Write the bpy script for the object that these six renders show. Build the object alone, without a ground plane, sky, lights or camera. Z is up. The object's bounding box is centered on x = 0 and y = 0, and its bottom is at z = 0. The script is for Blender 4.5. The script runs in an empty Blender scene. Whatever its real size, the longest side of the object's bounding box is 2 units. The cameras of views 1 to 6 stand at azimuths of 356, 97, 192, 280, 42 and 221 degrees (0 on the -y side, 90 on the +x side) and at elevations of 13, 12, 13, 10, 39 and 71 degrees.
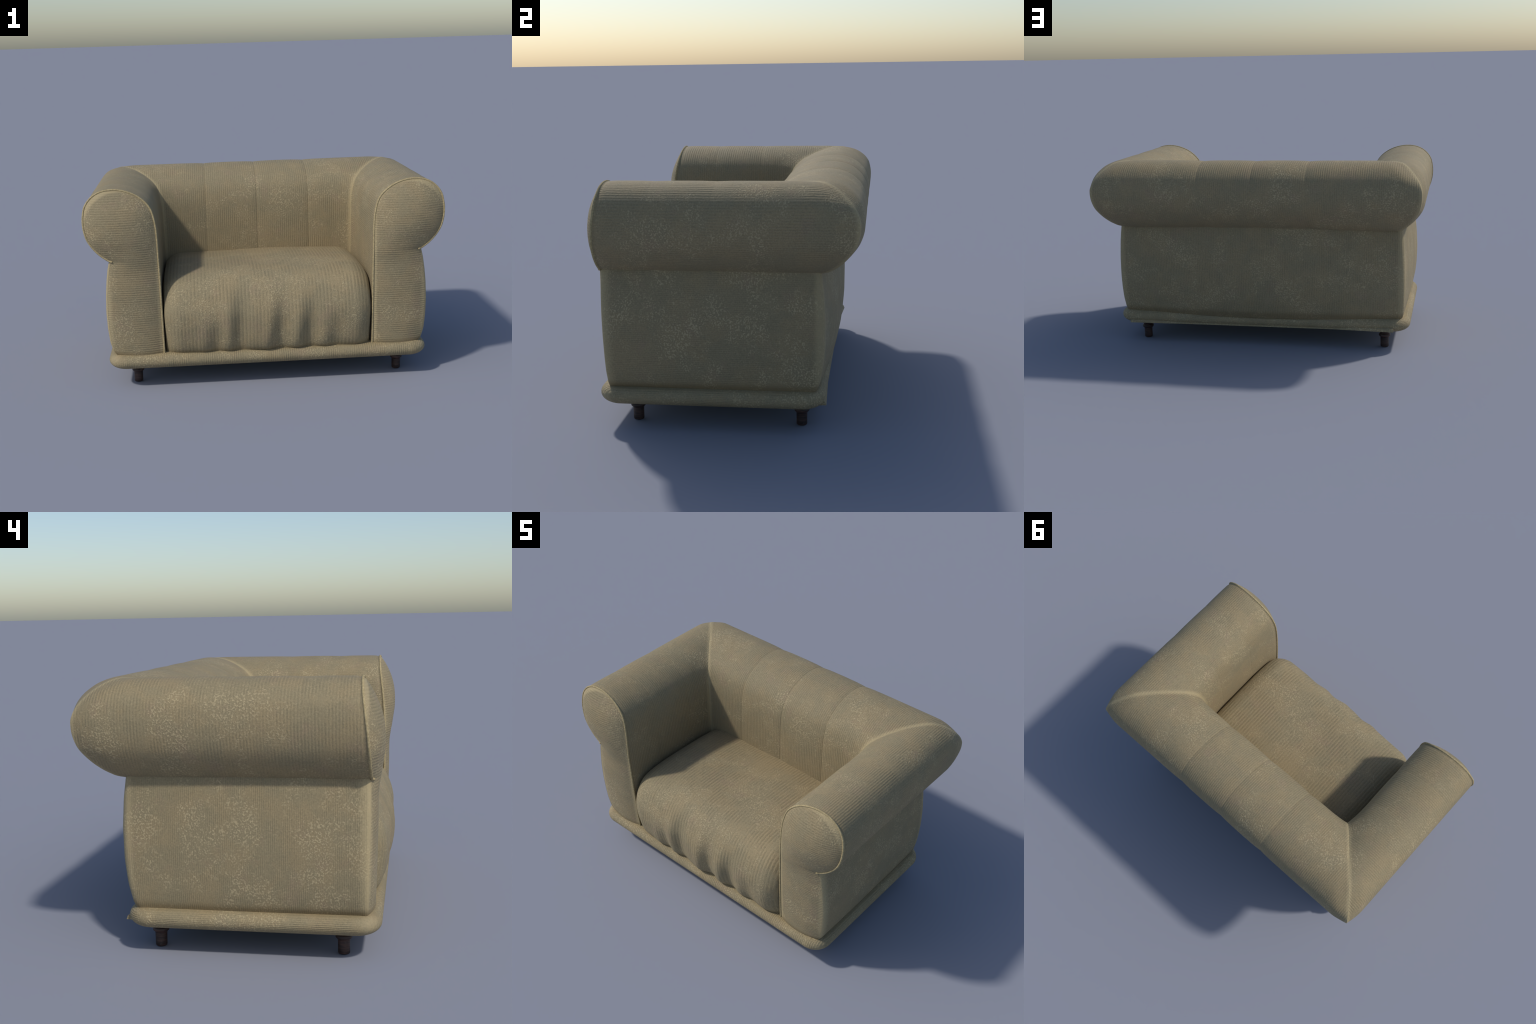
"""Upholstered club armchair: rolled arms and back, one seat cushion, bolster plinth, turned legs."""
import bpy, math
import numpy as np

# ------------------------------------------------------------------ helpers
def smooth(a, b, x):
    t = np.clip((np.asarray(x, float) - a) / (b - a), 0, 1)
    return t * t * (3 - 2 * t)

def resample(ctrl, n):
    """Catmull-Rom through control points, n points evenly spaced by arc length."""
    P = np.array(ctrl, float)
    Q = np.vstack([2 * P[0] - P[1], P, 2 * P[-1] - P[-2]])
    out = []
    for i in range(1, len(Q) - 2):
        t = np.linspace(0, 1, 24, endpoint=False)[:, None]
        a, b, c, d = Q[i - 1], Q[i], Q[i + 1], Q[i + 2]
        out.append(0.5 * (2 * b + (c - a) * t + (2 * a - 5 * b + 4 * c - d) * t ** 2
                          + (3 * b - a - 3 * c + d) * t ** 3))
    out.append(P[-1:])
    out = np.vstack(out)
    s = np.r_[0, np.cumsum(np.linalg.norm(np.diff(out, axis=0), axis=1))]
    u = np.linspace(0, s[-1], n)
    return np.column_stack([np.interp(u, s, out[:, k]) for k in range(P.shape[1])])

def clustered(n, k=0.11):
    u = np.linspace(0, 1, n)
    return u - k * np.sin(2 * np.pi * u)

def link(ob, parent=None):
    bpy.context.scene.collection.objects.link(ob)
    if parent is not None:
        ob.parent = parent
    return ob

def mesh_object(name, verts, faces, mat, parent, normals=None):
    me = bpy.data.meshes.new(name)
    me.from_pydata([tuple(v) for v in verts], [], faces)
    me.polygons.foreach_set("use_smooth", [True] * len(me.polygons))
    me.materials.append(mat)
    me.update()
    if normals is not None:
        me.normals_split_custom_set_from_vertices([tuple(n) for n in normals])
    return link(bpy.data.objects.new(name, me), parent)

def grid_faces(ni, nj, flip=False):
    f = []
    for i in range(ni - 1):
        for j in range(nj - 1):
            q = (i * nj + j, i * nj + j + 1, (i + 1) * nj + j + 1, (i + 1) * nj + j)
            f.append(q[::-1] if flip else q)
    return f

def grid_normals(G):
    a = np.gradient(G, axis=0)
    b = np.gradient(G, axis=1)
    n = np.cross(b, a)
    l = np.linalg.norm(n, axis=2, keepdims=True)
    return n / np.maximum(l, 1e-12)

def tube(path, r, sides=10):
    """Tube with closed rounded ends along a polyline."""
    P = np.array(path)
    T = np.gradient(P, axis=0)
    T /= np.linalg.norm(T, axis=1, keepdims=True)
    ref = np.array([0, -1.0, 0])
    V, F = [], []
    n = len(P)
    for i in range(n):
        a = np.cross(T[i], ref); a /= np.linalg.norm(a)
        b = np.cross(T[i], a)
        for k in range(sides):
            w = 2 * math.pi * k / sides
            V.append(P[i] + r * (math.cos(w) * a + math.sin(w) * b))
    for i in range(n - 1):
        for k in range(sides):
            k2 = (k + 1) % sides
            F.append((i * sides + k, i * sides + k2, (i + 1) * sides + k2, (i + 1) * sides + k))
    for base, tip, rev in ((0, P[0] - T[0] * r, False), ((n - 1) * sides, P[-1] + T[-1] * r, True)):
        c = len(V); V.append(tip)
        for k in range(sides):
            q = (base + (k + 1) % sides, base + k, c)
            F.append(q[::-1] if rev else q)
    return V, F

# ------------------------------------------------------------------ node expressions
class Nodes:
    def __init__(self, name):
        self.mat = bpy.data.materials.new(name)
        self.mat.use_nodes = True
        self.t = self.mat.node_tree
        self.t.nodes.clear()
        self.out = self.t.nodes.new("ShaderNodeOutputMaterial")
        self.bsdf = self.t.nodes.new("ShaderNodeBsdfPrincipled")
        self.t.links.new(self.bsdf.outputs[0], self.out.inputs[0])
        self.co = self.t.nodes.new("ShaderNodeTexCoord").outputs["Object"]
        sep = self.t.nodes.new("ShaderNodeSeparateXYZ")
        self.t.links.new(self.co, sep.inputs[0])
        self.x, self.y, self.z = (E(self, s) for s in sep.outputs)

    def put(self, sock, v):
        if isinstance(v, E): v = v.s
        if hasattr(v, "is_output"): self.t.links.new(v, sock)
        else: sock.default_value = v

    def math(self, op, *a, clamp=False):
        n = self.t.nodes.new("ShaderNodeMath"); n.operation = op; n.use_clamp = clamp
        for i, v in enumerate(a): self.put(n.inputs[i], v)
        return E(self, n.outputs[0])

    def step(self, a, b, v):
        n = self.t.nodes.new("ShaderNodeMapRange"); n.interpolation_type = "SMOOTHSTEP"
        flip = a > b
        self.put(n.inputs["Value"], v)
        n.inputs["From Min"].default_value, n.inputs["From Max"].default_value = min(a, b), max(a, b)
        n.inputs["To Min"].default_value, n.inputs["To Max"].default_value = (1, 0) if flip else (0, 1)
        return E(self, n.outputs["Result"])

    def noise(self, scale, detail=2, rough=0.5, offset=(0, 0, 0), stretch=(1, 1, 1), distort=0.0):
        mp = self.t.nodes.new("ShaderNodeMapping")
        self.put(mp.inputs[0], self.co)
        mp.inputs["Location"].default_value = offset
        mp.inputs["Scale"].default_value = stretch
        n = self.t.nodes.new("ShaderNodeTexNoise")
        self.t.links.new(mp.outputs[0], n.inputs["Vector"])
        n.inputs["Scale"].default_value = scale
        n.inputs["Detail"].default_value = detail
        n.inputs["Roughness"].default_value = rough
        n.inputs["Distortion"].default_value = distort
        return E(self, n.outputs[0])

    def mix(self, fac, a, b, mode="MIX"):
        n = self.t.nodes.new("ShaderNodeMix"); n.data_type = "RGBA"; n.blend_type = mode
        self.put(n.inputs[0], fac)
        for sock, v in ((n.inputs[6], a), (n.inputs[7], b)):
            if isinstance(v, tuple): v = (*v, 1)
            self.put(sock, v)
        return n.outputs[2]

    def bump(self, height, dist, strength=1.0):
        n = self.t.nodes.new("ShaderNodeBump")
        n.inputs["Strength"].default_value = strength
        n.inputs["Distance"].default_value = dist
        self.put(n.inputs["Height"], height)
        self.t.links.new(n.outputs[0], self.bsdf.inputs["Normal"])

class E:
    def __init__(self, g, s): self.g, self.s = g, s
    def __add__(a, b): return a.g.math("ADD", a, b)
    __radd__ = __add__
    def __sub__(a, b): return a.g.math("SUBTRACT", a, b)
    def __rsub__(a, b): return a.g.math("SUBTRACT", b, a)
    def __mul__(a, b): return a.g.math("MULTIPLY", a, b)
    __rmul__ = __mul__
    def __truediv__(a, b): return a.g.math("DIVIDE", a, b)
    def abs(a): return a.g.math("ABSOLUTE", a)
    def sin(a): return a.g.math("SINE", a)
    def max(a, b): return a.g.math("MAXIMUM", a, b)
    def min(a, b): return a.g.math("MINIMUM", a, b)
    def clamp(a): return a.g.math("ADD", a, 0.0, clamp=True)

# ------------------------------------------------------------------ shape rules
# roll profile: outward offset o and height z, from the seat side over the top to the notch
ROLL = [(.590, .19), (.592, .40), (.594, .62), (.597, .75), (.599, .85), (.603, .92), (.610, .965),
        (.622, 1.01), (.642, 1.045), (.675, 1.078), (.72, 1.106), (.77, 1.124), (.826, 1.132),
        (.88, 1.127), (.925, 1.109), (.96, 1.079), (.983, 1.043), (.993, 1.0), (.996, .965),
        (.993, .92), (.981, .872), (.963, .837), (.938, .803), (.910, .775), (.885, .756),
        (.862, .742), (.82, .728)]
def side_o(z):      # outer face of the lower body
    return np.interp(z, [.18, .2, .22, .27, .35, .45, .55, .62, .69, .742, .80],
                     [.852, .863, .877, .891, .899, .902, .897, .890, .880, .868, .846])
def back_y(z):      # rear face of the lower body
    return np.interp(z, [.18, .2, .22, .3, .4, .53, .65, .742, .80],
                     [.402, .411, .419, .436, .446, .448, .441, .430, .412])
def front_y(z):     # front seam of the arms
    return np.interp(z, [.18, .3, .55, .74, .85, .95, 1.05, 1.10, 1.134],
                     [-.538, -.543, -.549, -.550, -.546, -.538, -.525, -.519, -.515])
def mitre_y(o):     # plan line on which arm and back meet
    return .13 + (o - .58) * 1.185
def rear_y(o):      # depth of the back roll away from the corners
    return .13 + (o - .58) * 1.160
SEAM_X = (-.32, 0.0, .32)
SEAM_Y = (-.30, -.025)

def seam_relief(d, half):
    """Puffed panel with a stitched groove; d = distance to the seam."""
    return .0034 * (1 - np.exp(-(d / .05) ** 2)) - .0013 * np.exp(-(d / .005) ** 2)

# ------------------------------------------------------------------ materials
SAND, SAGE, ROSE = (.306, .239, .133), (.277, .227, .132), (.299, .223, .138)
PALE, WORN, PAINTED_SHADE = (.470, .380, .222), (.480, .385, .215), (.175, .125, .060)

def fabric(name, rib, extra=None, pitch=.0138, seed=0.0, depth=1.0, patch=.505, line=1.0, tone=1.0):
    g = Nodes(name)
    x, y, z = g.x, g.y, g.z
    wob = (g.noise(30, 3, .6, (seed, 3, 1)) - .5) * .0045
    s = rib(g) + wob
    wave = (s * (2 * math.pi / pitch)).sin() * .5 * g.step(.25, .60, g.noise(12, 3, .6, (seed, 9, 4))) + .5
    # patches where the ribs are crushed into short wormy curls
    area = g.noise(5.0, 4, .66, (seed * 1.7, seed, 5))
    crushed = g.step(patch - .03, patch + .11, area)
    n1 = g.noise(135, 1, .30, (seed, 0, 0), distort=.2)
    curls = g.step(.49, .66, n1)
    grain = g.noise(420, 2, .7)
    fleck = g.noise(150, 2, .6, (2, 2, 2))
    keep = 1 - crushed * .75
    height = wave * keep * .36 + curls * (crushed * .24 + .04) + grain * .34 + fleck * .32
    tint = g.noise(7, 3, .6, (seed + 4, 1, 2))
    sand, sage, rose = (tuple(c * tone for c in k) for k in (SAND, SAGE, ROSE))
    col = g.mix(g.step(.40, .62, tint), sage, sand)
    col = g.mix(g.step(.54, .72, g.noise(9, 3, .6, (8, seed, 3))) * .6, col, rose)
    groove = g.step(.55, .02, wave)
    col = g.mix(groove * keep * (.10 + fleck * .36) * line, col, (.120, .104, .062))  # rib shading drawn into the colour, on top of the bump
    col = g.mix(curls * (crushed * .60 + .12), col, PALE)
    col = g.mix((g.step(.42, .70, fleck)) * .28, col, (.13, .115, .07))
    col = g.mix(g.step(.50, .75, grain) * .16, col, PALE)
    if extra: col = extra(g, col, fleck)
    g.put(g.bsdf.inputs["Base Color"], col)
    g.bsdf.inputs["Roughness"].default_value = .72
    g.bsdf.inputs["Specular IOR Level"].default_value = .26
    g.bsdf.inputs["Sheen Weight"].default_value = .06
    g.bsdf.inputs["Sheen Tint"].default_value = (1, .90, .68, 1)
    g.bsdf.inputs["Sheen Roughness"].default_value = .5
    g.bump(height, .0042 * depth, .8)
    return g.mat

def roll_wear(g, col, fleck):
    """Rubbed pale mitre seams, stitched grooves."""
    m = (g.y - ((g.x.abs() - .58) * 1.185 + .13)).abs() + (fleck - .5) * .012
    return g.mix(g.step(.034, .002, m) * .55, col, WORN)

def back_extra(g, col, fleck):
    col = roll_wear(g, col, fleck)
    col = g.mix(g.step(.85, .62, g.z) * g.step(.32, .2, g.y) * .30, col, (.26, .185, .095))  # occlusion of the lower inside back tinted brown into the cloth
    d = g.x.abs().min((g.x.abs() - .32).abs())
    return g.mix(g.step(.0045, .001, d) * g.step(.42, .25, g.y) * .22, col, PAINTED_SHADE)  # thin darker line along each back seam

def arm_extra(g, col, fleck):
    col = roll_wear(g, col, fleck)
    col = g.mix(g.step(.85, .62, g.z) * g.step(.66, .62, g.x.abs()) * .25, col, (.26, .185, .095))  # inner arm browned low down for the shade near the seat
    d = (g.y + .30).abs().min((g.y + .025).abs())
    return g.mix(g.step(.0045, .001, d) * g.step(.80, .66, g.x.abs()) * .06, col, PAINTED_SHADE)

def body_extra(g, col, fleck):
    w = g.step(.845, .875, g.x.abs()) * g.step(-.490, -.545, g.y + (fleck - .5) * .04)
    w2 = g.step(.39, .42, g.y) * g.step(.825, .850, g.x.abs())
    col = g.mix(w.max(w2 * .6) * .65, col, WORN)
    return g.mix(g.step(.245, .205, g.z + (fleck - .5) * .03) * .55, col, PAINTED_SHADE)  # baked contact shade where the body meets the plinth

def panel_extra(g, col, fleck):
    w = g.step(.855, .885, g.x.abs() + (fleck - .5) * .02) * g.step(.74, .70, g.z)
    dx, dz = g.x.abs() - .8, g.z - .93
    rim = g.step(.0330, .0385, dx * dx + dz * dz + (fleck - .5) * .003) * g.step(.74, .77, g.z) * g.step(-.01, .05, dx.max(dz))
    inner = g.step(.622, .606, g.x.abs() + (fleck - .5) * .01) * g.step(1.0, .93, g.z)
    col = g.mix(w.max(rim).max(inner) * .55, col, WORN)
    return g.mix(g.step(.228, .203, g.z + (fleck - .5) * .02) * .5, col, PAINTED_SHADE)

def seat_extra(g, col, fleck):
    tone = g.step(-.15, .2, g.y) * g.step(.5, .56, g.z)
    col = g.mix(tone * .35, col, (.27, .195, .095))  # seat top browned toward the back, ambient occlusion held in colour
    return g.mix(g.step(.225, .2, g.z + (fleck - .5) * .02) * .45, col, PAINTED_SHADE)

def plinth_extra(g, col, fleck):
    m = g.step(.82, .89, g.x.abs()) * g.step(.50, .56, g.y.abs())
    col = g.mix(m * .35, col, PALE)
    return g.mix(g.step(.185, .205, g.z) * .30, col, (.30, .22, .10))

R_ROLL = .2
def rib_x(g): return g.x
def rib_y(g): return g.y
def rib_z(g): return g.z
def rib_round(g):
    """Girth coordinate round the arm roll, so that ribs run along the arm."""
    dx = g.x.abs() - .8
    dz = g.z - .93
    inner = g.step(.0, -.0001, dx)
    dzc = dz.max(inner * 10 - 10)
    ang = g.math("ARCTAN2", dzc, dx)
    return ang * R_ROLL + (0 - dz).max(0.0) * inner
def rib_plinth(g):
    """Ribs across the front, along the other sides."""
    front = g.step(-.5, -.5001, g.y)
    return g.x * front + (g.z * 1.6) * (1 - front)

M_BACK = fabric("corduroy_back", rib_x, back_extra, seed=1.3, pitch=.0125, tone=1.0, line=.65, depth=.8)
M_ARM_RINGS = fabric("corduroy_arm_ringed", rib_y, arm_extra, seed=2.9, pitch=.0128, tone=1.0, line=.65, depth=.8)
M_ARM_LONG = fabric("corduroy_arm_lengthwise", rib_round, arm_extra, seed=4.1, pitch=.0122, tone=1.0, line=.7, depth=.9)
M_PANEL = fabric("corduroy_front_panel", rib_z, panel_extra, seed=5.7, pitch=.0128, depth=.85, tone=1.02)
M_SIDE_V = fabric("corduroy_side_upright", rib_y, body_extra, seed=7.1, depth=.5, line=.75, tone=.95, pitch=.0084, patch=.48)  # both side cloths darkened by tone, since flanks get less sun
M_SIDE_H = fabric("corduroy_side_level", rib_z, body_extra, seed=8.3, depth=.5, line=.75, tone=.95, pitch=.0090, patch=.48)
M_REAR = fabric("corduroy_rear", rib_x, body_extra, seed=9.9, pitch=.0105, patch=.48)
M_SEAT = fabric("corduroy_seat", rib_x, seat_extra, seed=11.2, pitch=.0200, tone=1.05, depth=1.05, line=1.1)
M_PLINTH = fabric("corduroy_plinth", rib_plinth, plinth_extra, seed=12.6, pitch=.0122, patch=.48)

def piping_material():
    g = Nodes("piping_cloth")
    n = g.noise(120, 2, .6)
    col = g.mix(g.step(.35, .65, n), (.34, .27, .145), (.46, .37, .205))
    g.put(g.bsdf.inputs["Base Color"], col)
    g.bsdf.inputs["Roughness"].default_value = .9
    g.bsdf.inputs["Specular IOR Level"].default_value = .15
    g.bump(n, .002, .5)
    return g.mat

def wood_material():
    g = Nodes("dark_stained_wood")
    n = g.noise(14, 4, .6, stretch=(1, 1, 9))
    m = g.noise(60, 2, .6)
    col = g.mix(g.step(.38, .66, n), (.018, .010, .008), (.068, .033, .025))
    col = g.mix(g.step(.6, .75, m) * .5, col, (.060, .050, .046))
    g.put(g.bsdf.inputs["Base Color"], col)
    g.bsdf.inputs["Roughness"].default_value = .48
    g.bump(n, .002, .4)
    return g.mat

M_PIPE, M_WOOD = piping_material(), wood_material()

# ------------------------------------------------------------------ the chair
chair = bpy.data.objects.new("armchair", None)
link(chair)
chair["label"] = "wide tan corduroy armchair with rolled arms and short dark turned legs"
chair["category"] = "armchair"

# ---- rolls
NP = 150
prof = resample(ROLL, NP)
O, Z = prof[:, 0], prof[:, 1]
tang = np.gradient(prof, axis=0)
tang /= np.linalg.norm(tang, axis=1, keepdims=True)
NO, NZ = -tang[:, 1], tang[:, 0]            # outward normal of the profile
outer = smooth(.80, .98, O)
O_TIP = O - .020 * outer - .014 * smooth(.74, .63, O)                    # roll pinches in at the mitre
Z_TIP = Z - .022 * smooth(.84, .96, O) * smooth(.96, 1.05, Z)
def pinch(d): return np.clip(1 - d / .11, 0, 1) ** 1.6
fade_back = 1 - smooth(.86, .97, O) * smooth(.95, .82, Z)
fade_out = 1 - smooth(.86, .97, O) * smooth(1.05, .93, Z)

def arm_roll(sx):
    n = 26
    G = np.zeros((NP, 3 * (n - 1) + 1, 3))
    for i in range(NP):
        y0, y1 = front_y(Z[i]) + .0005, mitre_y(O_TIP[i])
        br = [y0, SEAM_Y[0], SEAM_Y[1], y1]
        ys = np.concatenate([br[k] + (br[k + 1] - br[k]) * clustered(n)[(1 if k else 0):] for k in range(3)])
        w = pinch(y1 - ys)
        d = np.min([np.abs(ys - s) for s in SEAM_Y], axis=0)
        h = .5 * seam_relief(d, .14) * fade_out[i] * smooth(0, .10, y1 - ys) * smooth(0, .05, ys - y0)
        h += -.0026 * np.exp(-((ys - y0 - .009) / .005) ** 2)
        o = O[i] + (O_TIP[i] - O[i]) * w + h * NO[i]
        z = Z[i] + (Z_TIP[i] - Z[i]) * w + h * NZ[i]
        G[i] = np.column_stack([sx * o, ys, z])
    return G

def back_roll():
    n = 34
    G = np.zeros((NP, 4 * (n - 1) + 1, 3))
    for i in range(NP):
        xm = O_TIP[i]
        br = [-xm, *SEAM_X, xm]
        xs = np.concatenate([br[k] + (br[k + 1] - br[k]) * clustered(n)[(1 if k else 0):] for k in range(4)])
        e = xm - np.abs(xs)
        w = pinch(e)
        d = np.min([np.abs(xs - s) for s in SEAM_X], axis=0)
        h = (.0047 * (1 - np.exp(-d / .045)) - .0008 * np.exp(-(d / .005) ** 2)) * fade_back[i] * smooth(0, .10, e)
        o = O[i] + (O_TIP[i] - O[i]) * w + h * NO[i]
        z = Z[i] + (Z_TIP[i] - Z[i]) * w + h * NZ[i]
        G[i] = np.column_stack([xs, rear_y(o) + (mitre_y(o) - rear_y(o)) * w, z])
    return G

G = back_roll()
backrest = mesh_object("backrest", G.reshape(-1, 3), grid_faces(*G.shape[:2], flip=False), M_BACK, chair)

# ---- front panels of the arms
def panel_rows():
    zs = np.r_[np.linspace(.185, .742, 52), np.linspace(.742, 1.04, 46)[1:],
               1.04 + (1.1295 - 1.04) * np.sin(np.linspace(0, math.pi / 2, 22))[1:]]
    top = int(np.argmax(Z))
    notch = int(np.argmin(np.abs(O - .862) + np.abs(Z - .742)))
    xin = np.interp(zs, Z[:top + 1], O[:top + 1])
    xout_head = np.interp(zs, Z[top:notch + 1][::-1], O[top:notch + 1][::-1])
    xout = np.where(zs < .742, side_o(zs) - .011, np.maximum(xout_head, side_o(np.minimum(zs, .76)) - .011))
    xout[zs > .80] = xout_head[zs > .80]
    return zs, xin, xout, top, notch

def front_panel_grid(sx):
    zs, xin, xout, top, notch = panel_rows()
    nj = 41
    t = .5 - .5 * np.cos(np.pi * np.linspace(0, 1, nj))
    t = .5 * t + .5 * np.linspace(0, 1, nj)
    X = xin[:, None] + (xout - xin)[:, None] * t
    Zz = np.repeat(zs[:, None], nj, axis=1)
    seg = np.column_stack([np.r_[xin, xout[::-1]], np.r_[zs, zs[::-1]]])
    D = np.full(X.shape, 9.0)
    for a, b in zip(seg[:-1], seg[1:]):
        ab = b - a
        q = max(ab @ ab, 1e-12)
        u = np.clip(((X - a[0]) * ab[0] + (Zz - a[1]) * ab[1]) / q, 0, 1)
        D = np.minimum(D, np.hypot(X - a[0] - u * ab[0], Zz - a[1] - u * ab[1]))
    hd = smooth(.66, .90, Zz)
    W = .135 + .060 * hd
    B = (.024 + .034 * hd)
    bul = B * (1 - (1 - np.clip(D / W, 0, 1)) ** 2.3) + .004 * smooth(0, .010, D) * smooth(.70, .745, Zz)
    for _ in range(14):                       # soften the ridge of the distance field
        c = bul.copy()
        c[1:-1, 1:-1] = (bul[:-2, 1:-1] + bul[2:, 1:-1] + bul[1:-1, :-2] + bul[1:-1, 2:]) / 4
        bul = c
    Y = front_y(Zz) - bul
    return np.stack([sx * X, Y, Zz], axis=2)

def piping_path(sx):
    top = int(np.argmax(Z))
    notch = int(np.argmin(np.abs(O - .862) + np.abs(Z - .742)))
    pts = [(sx * (O[i] - .0012 * NO[i]), front_y(Z[i]) - .0028, Z[i] - .0012 * NZ[i]) for i in range(notch + 1)]
    o, y, z = pts[-1]
    pts += [(o - sx * .006, y - .004, z - .002), (o - sx * .012, y - .008, z - .003)]
    return pts

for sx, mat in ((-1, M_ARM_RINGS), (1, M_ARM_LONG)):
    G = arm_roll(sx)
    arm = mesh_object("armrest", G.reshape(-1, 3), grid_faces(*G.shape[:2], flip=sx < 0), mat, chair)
    P = front_panel_grid(sx)
    mesh_object("front_panel", P.reshape(-1, 3), grid_faces(*P.shape[:2], flip=sx > 0), M_PANEL, arm)
    V, F = tube(piping_path(sx), .0054)
    mesh_object("piping", V, F, M_PIPE, arm)

# ---- lower body: one smooth wrap, split at the rear corners
def body_wrap():
    zs = np.r_[.183, .19, .2, .21, .22, .235, np.linspace(.255, .80, 30)]
    rc, rf, a0 = .032, .0176, .384
    rows = []
    for z in zs:
        o, yb, yf = side_o(z), back_y(z), front_y(z) - .001
        o_r = .863 + (o - .866) * .42           # flanks swell less toward the rear
        half = []                              # right half, front to middle of the rear
        for a in np.linspace(a0, math.pi / 2, 7):
            half.append((o - rf + rf * math.sin(a), yf + rf * (math.cos(a0) - math.cos(a))))
        for t in np.linspace(0, 1, 26)[1:-1]:
            y0 = yf + rf * math.cos(a0)
            y = y0 + (yb - rc - y0) * t
            half.append((o + (o_r - o) * t ** 1.4 + .003 * math.sin(math.pi * t), y))
        for a in np.linspace(0, math.pi / 2, 11):
            half.append((o_r - rc + rc * math.cos(a), yb - rc + rc * math.sin(a)))
        for t in np.linspace(0, 1, 26)[1:]:
            x = (o_r - rc) * (1 - t)
            half.append((x, yb + .043 * math.sin(math.pi * t / 2)))
        full = half + [(-x, y) for x, y in half[-2::-1]]
        rows.append([(x, y, z) for x, y in full])
    return np.array(rows)

B = body_wrap()
BN = grid_normals(B)
corner = 6 + 24 + 1 + 5                        # column in the middle of the rounded corner
nc = B.shape[1]
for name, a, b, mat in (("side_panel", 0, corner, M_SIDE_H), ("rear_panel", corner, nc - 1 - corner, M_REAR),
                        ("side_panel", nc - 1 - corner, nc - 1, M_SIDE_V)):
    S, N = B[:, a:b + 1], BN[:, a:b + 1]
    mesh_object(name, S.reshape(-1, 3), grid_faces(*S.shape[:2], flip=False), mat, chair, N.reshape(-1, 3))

# ---- seat cushion
SEAT = [(.24, .605), (.14, .622), (0, .634), (-.15, .640), (-.28, .642), (-.38, .638), (-.45, .627),
        (-.50, .608), (-.54, .576), (-.570, .535), (-.592, .488), (-.606, .442), (-.612, .400),
        (-.611, .350), (-.605, .300), (-.594, .250), (-.578, .215), (-.556, .192), (-.52, .180)]
FOLDS = [(-.292, .75, .40), (-.163, 1.0, .53), (.062, 1.0, .52), (.226, 1.0, .50), (.380, .65, .40)]
def seat_grid():
    nv, nu = 150, 221
    C = resample(SEAT, nv)
    T = np.gradient(C, axis=0); T /= np.linalg.norm(T, axis=1, keepdims=True)
    ny, nz = T[:, 1], -T[:, 0]                 # outward normal
    if nz[5] < 0: ny, nz = -ny, -nz
    u = np.linspace(-1, 1, nu)
    e = np.sign(u) * (1 - (1 - np.abs(u)) ** 1.35)
    xs = e * .582
    k = np.clip((np.abs(e) - .84) / .16, 0, 1)
    inset = .052 * (.65 * (1 - np.sqrt(np.clip(1 - k ** 2.0, 0, 1))) + .35 * k ** 1.4) + .012 * np.abs(e) ** 3
    G = np.zeros((nv, nu, 3))
    for i in range(nv):
        z0 = C[i, 1]
        f = np.zeros(nu)
        drop = float(smooth(.20, .38, z0)) if C[i, 0] < -.3 else 1.0
        for xv, amp, start in FOLDS:
            xc = xv + .10 * max(z0 - .22, 0) * (1 if xv > 0 else .6) * (1 if abs(xv) < .3 else .4)
            d = xs - xc
            g = np.where(d < 0, np.exp(-(d / .042) ** 2), np.exp(-(d / .058) ** 2))
            g -= .38 * np.exp(-((d + .075) / .035) ** 2)
            f += amp * g * smooth(start + .09, start - .20, z0)
        front = smooth(.0, -.3, C[i, 0])
        h = -.023 * f * front * smooth(.182, .205, z0) - inset * (1 + .35 * float(smooth(.50, .25, z0)) * front)
        h += .003 * np.sin(xs * 9 + C[i, 0] * 7) * (1 - k)
        G[i, :, 0] = xs
        G[i, :, 1] = C[i, 0] + ny[i] * h
        G[i, :, 2] = C[i, 1] + nz[i] * h * drop
    return G
G = seat_grid()
nv, nu = G.shape[:2]
V = [tuple(v) for v in G.reshape(-1, 3)]
F = grid_faces(nv, nu, flip=True)
for j, s in ((0, -1), (nu - 1, 1)):            # closed cheeks of the cushion
    c = len(V)
    V.append((s * .580, -.1, .3))
    ring = [i * nu + j for i in range(nv)]
    b0 = len(V); V.append((s * .582, .24, .18))
    ring.append(b0)
    for a in range(len(ring)):
        q = (ring[a], ring[(a + 1) % len(ring)], c)
        F.append(q if s > 0 else q[::-1])
mesh_object("seat_cushion", V, F, M_SEAT, chair)

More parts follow.
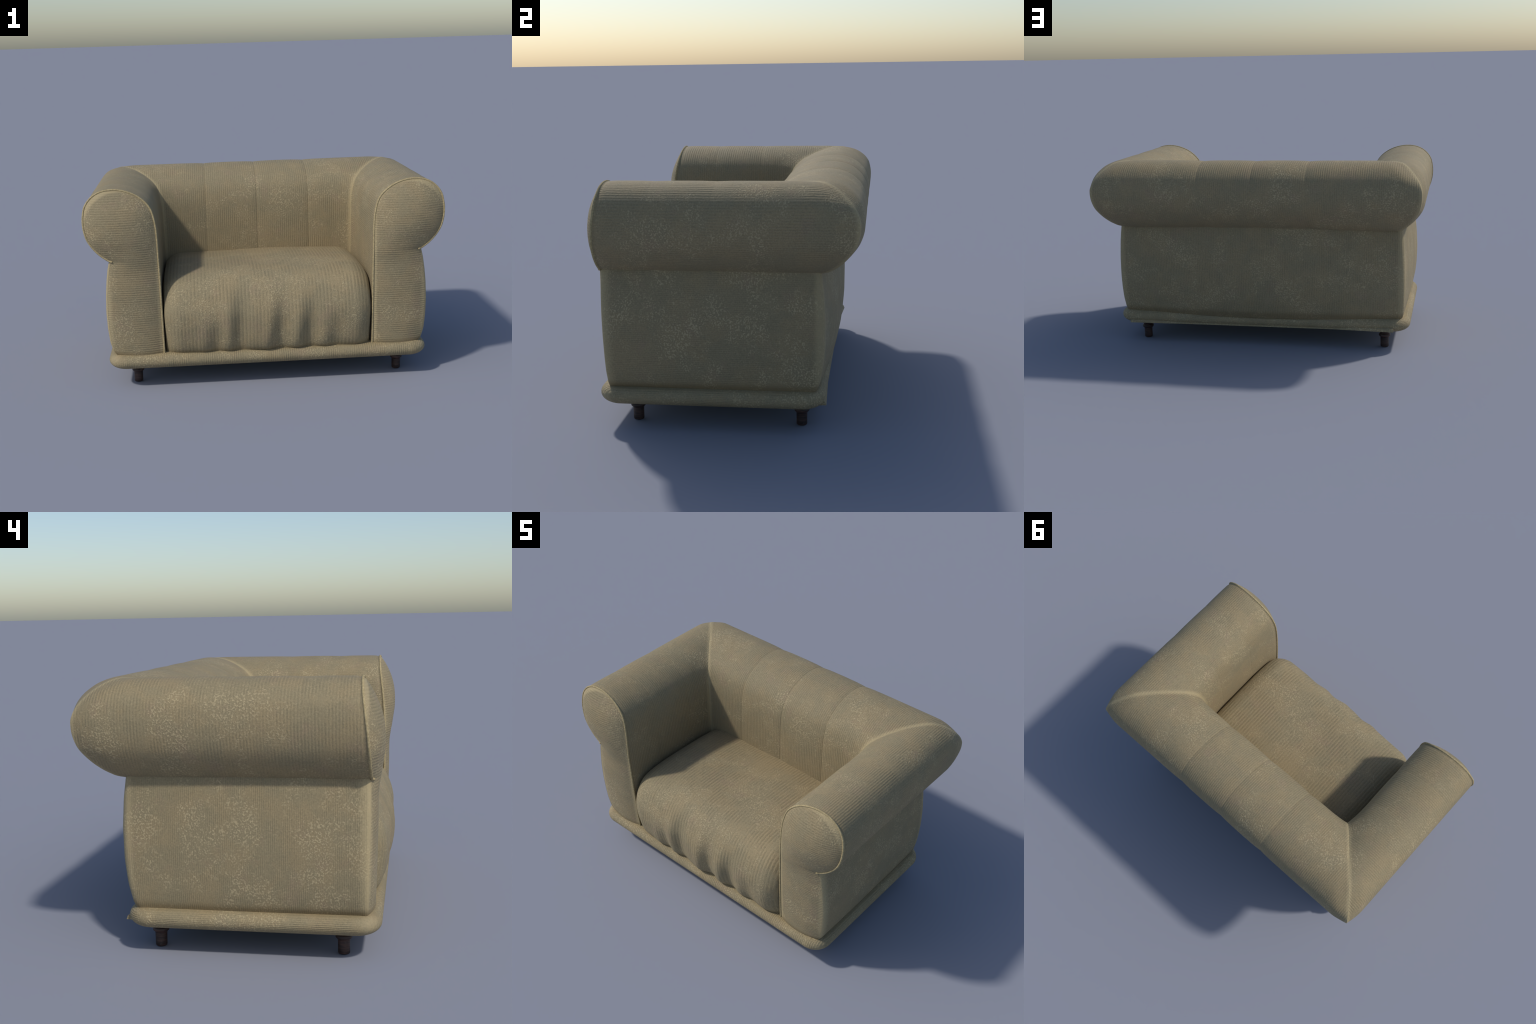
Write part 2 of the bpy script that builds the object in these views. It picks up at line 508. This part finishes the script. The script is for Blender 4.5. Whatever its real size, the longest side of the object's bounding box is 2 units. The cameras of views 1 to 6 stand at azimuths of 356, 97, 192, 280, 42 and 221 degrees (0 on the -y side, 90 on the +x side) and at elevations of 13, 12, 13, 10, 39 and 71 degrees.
# ---- plinth bolster
def plinth():
    X0, Y0, Y1, rc = .906, -.592, .445, .105
    section = [(-.50, .198), (-.10, .199)]      # inset from the outer edge, height
    for a in np.linspace(0, math.pi / 2, 12):   # tight shoulder, long soft underside
        section.append((-.046 + .046 * math.sin(a), .158 + .041 * math.cos(a)))
    for a in np.linspace(0, math.pi / 2, 16)[1:]:
        section.append((-.085 + .085 * math.cos(a) ** .9, .158 - .048 * math.sin(a)))
    section += [(-.14, .1098), (-.50, .1098)]
    plan = []
    for cx, cy, a0 in ((X0 - rc, Y0 + rc, -90), (X0 - rc, Y1 - rc, 0), (-X0 + rc, Y1 - rc, 90), (-X0 + rc, Y0 + rc, 180)):
        for a in np.linspace(a0, a0 + 90, 13):
            w = math.radians(a)
            plan.append((cx, cy, math.cos(w), math.sin(w)))
    dense = []
    for p, q in zip(plan, plan[1:] + plan[:1]):
        m = 40 if abs(p[2] - q[2]) + abs(p[3] - q[3]) < 1e-6 else 1
        for t in range(m):
            f = t / m
            dense.append(tuple(p[k] + (q[k] - p[k]) * f for k in range(4)))
    V, F = [], []
    m = len(dense)
    for ins, z in section:
        for cx, cy, nx, ny in dense:
            r = rc + ins
            if r >= 0: V.append((cx + nx * r, cy + ny * r, z))
            else:
                k = max(0.0, 1 + r / .45)
                V.append((cx * k, -.07 + (cy + .07) * k, z))
    ns = len(section)
    for i in range(ns - 1):
        for j in range(m):
            j2 = (j + 1) % m
            F.append((i * m + j, (i + 1) * m + j, (i + 1) * m + j2, i * m + j2))
    F.append(tuple(range(m)))
    F.append(tuple((ns - 1) * m + j for j in range(m))[::-1])
    return V, F
V, F = plinth()
mesh_object("plinth", V, F, M_PLINTH, chair)

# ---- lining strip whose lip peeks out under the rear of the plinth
lip = [(.40, .119), (.459, .122), (.453, .138), (.43, .150), (.40, .150)]
LIP_RUN = [(-.812, .004, .006), (-.45, -.022, .004), (.45, -.022, .002), (.825, -.009, .002)]   # x, push out, lift
V = [(x, y + dy, z + dz) for x, dy, dz in LIP_RUN for y, z in lip]
n = len(lip)
F = [tuple(range(n)), tuple(range(3 * n, 4 * n))[::-1]]
F += [(b * n + (k + 1) % n, b * n + k, (b + 1) * n + k, (b + 1) * n + (k + 1) % n) for b in range(3) for k in range(n)]
lining = mesh_object("lining_strip", V, F, M_PLINTH, chair)
lining.data.polygons.foreach_set("use_smooth", [False] * len(lining.data.polygons))

# ---- turned legs
LEG = [(0, 0), (.019, 0), (.0232, .002), (.0248, .006), (.0246, .03), (.0252, .055), (.0260, .060), (.0268, .063),
       (.031, .066), (.0345, .070), (.0355, .076), (.0345, .081), (.0285, .085), (.0265, .088), (.029, .091),
       (.034, .096), (.038, .102), (.038, .118), (0, .118)]
def lathe(profile, sides=40):
    V, F = [], []
    for r, z in profile:
        for k in range(sides):
            w = 2 * math.pi * k / sides
            V.append((r * math.cos(w), r * math.sin(w), z))
    for i in range(len(profile) - 1):
        for k in range(sides):
            k2 = (k + 1) % sides
            F.append((i * sides + k, i * sides + k2, (i + 1) * sides + k2, (i + 1) * sides + k))
    return V, F
V, F = lathe(LEG)
leg = mesh_object("leg", V, F, M_WOOD, chair)
spots = [(x, y) for x in (-.752, .752) for y in (-.436, .333)]
leg.location = (*spots[0], 0)
for k, (x, y) in enumerate(spots[1:]):
    c = leg.copy()
    c.location = (x, y, 0)
    c.rotation_euler[2] = 1.7 * (k + 1)
    link(c, chair)
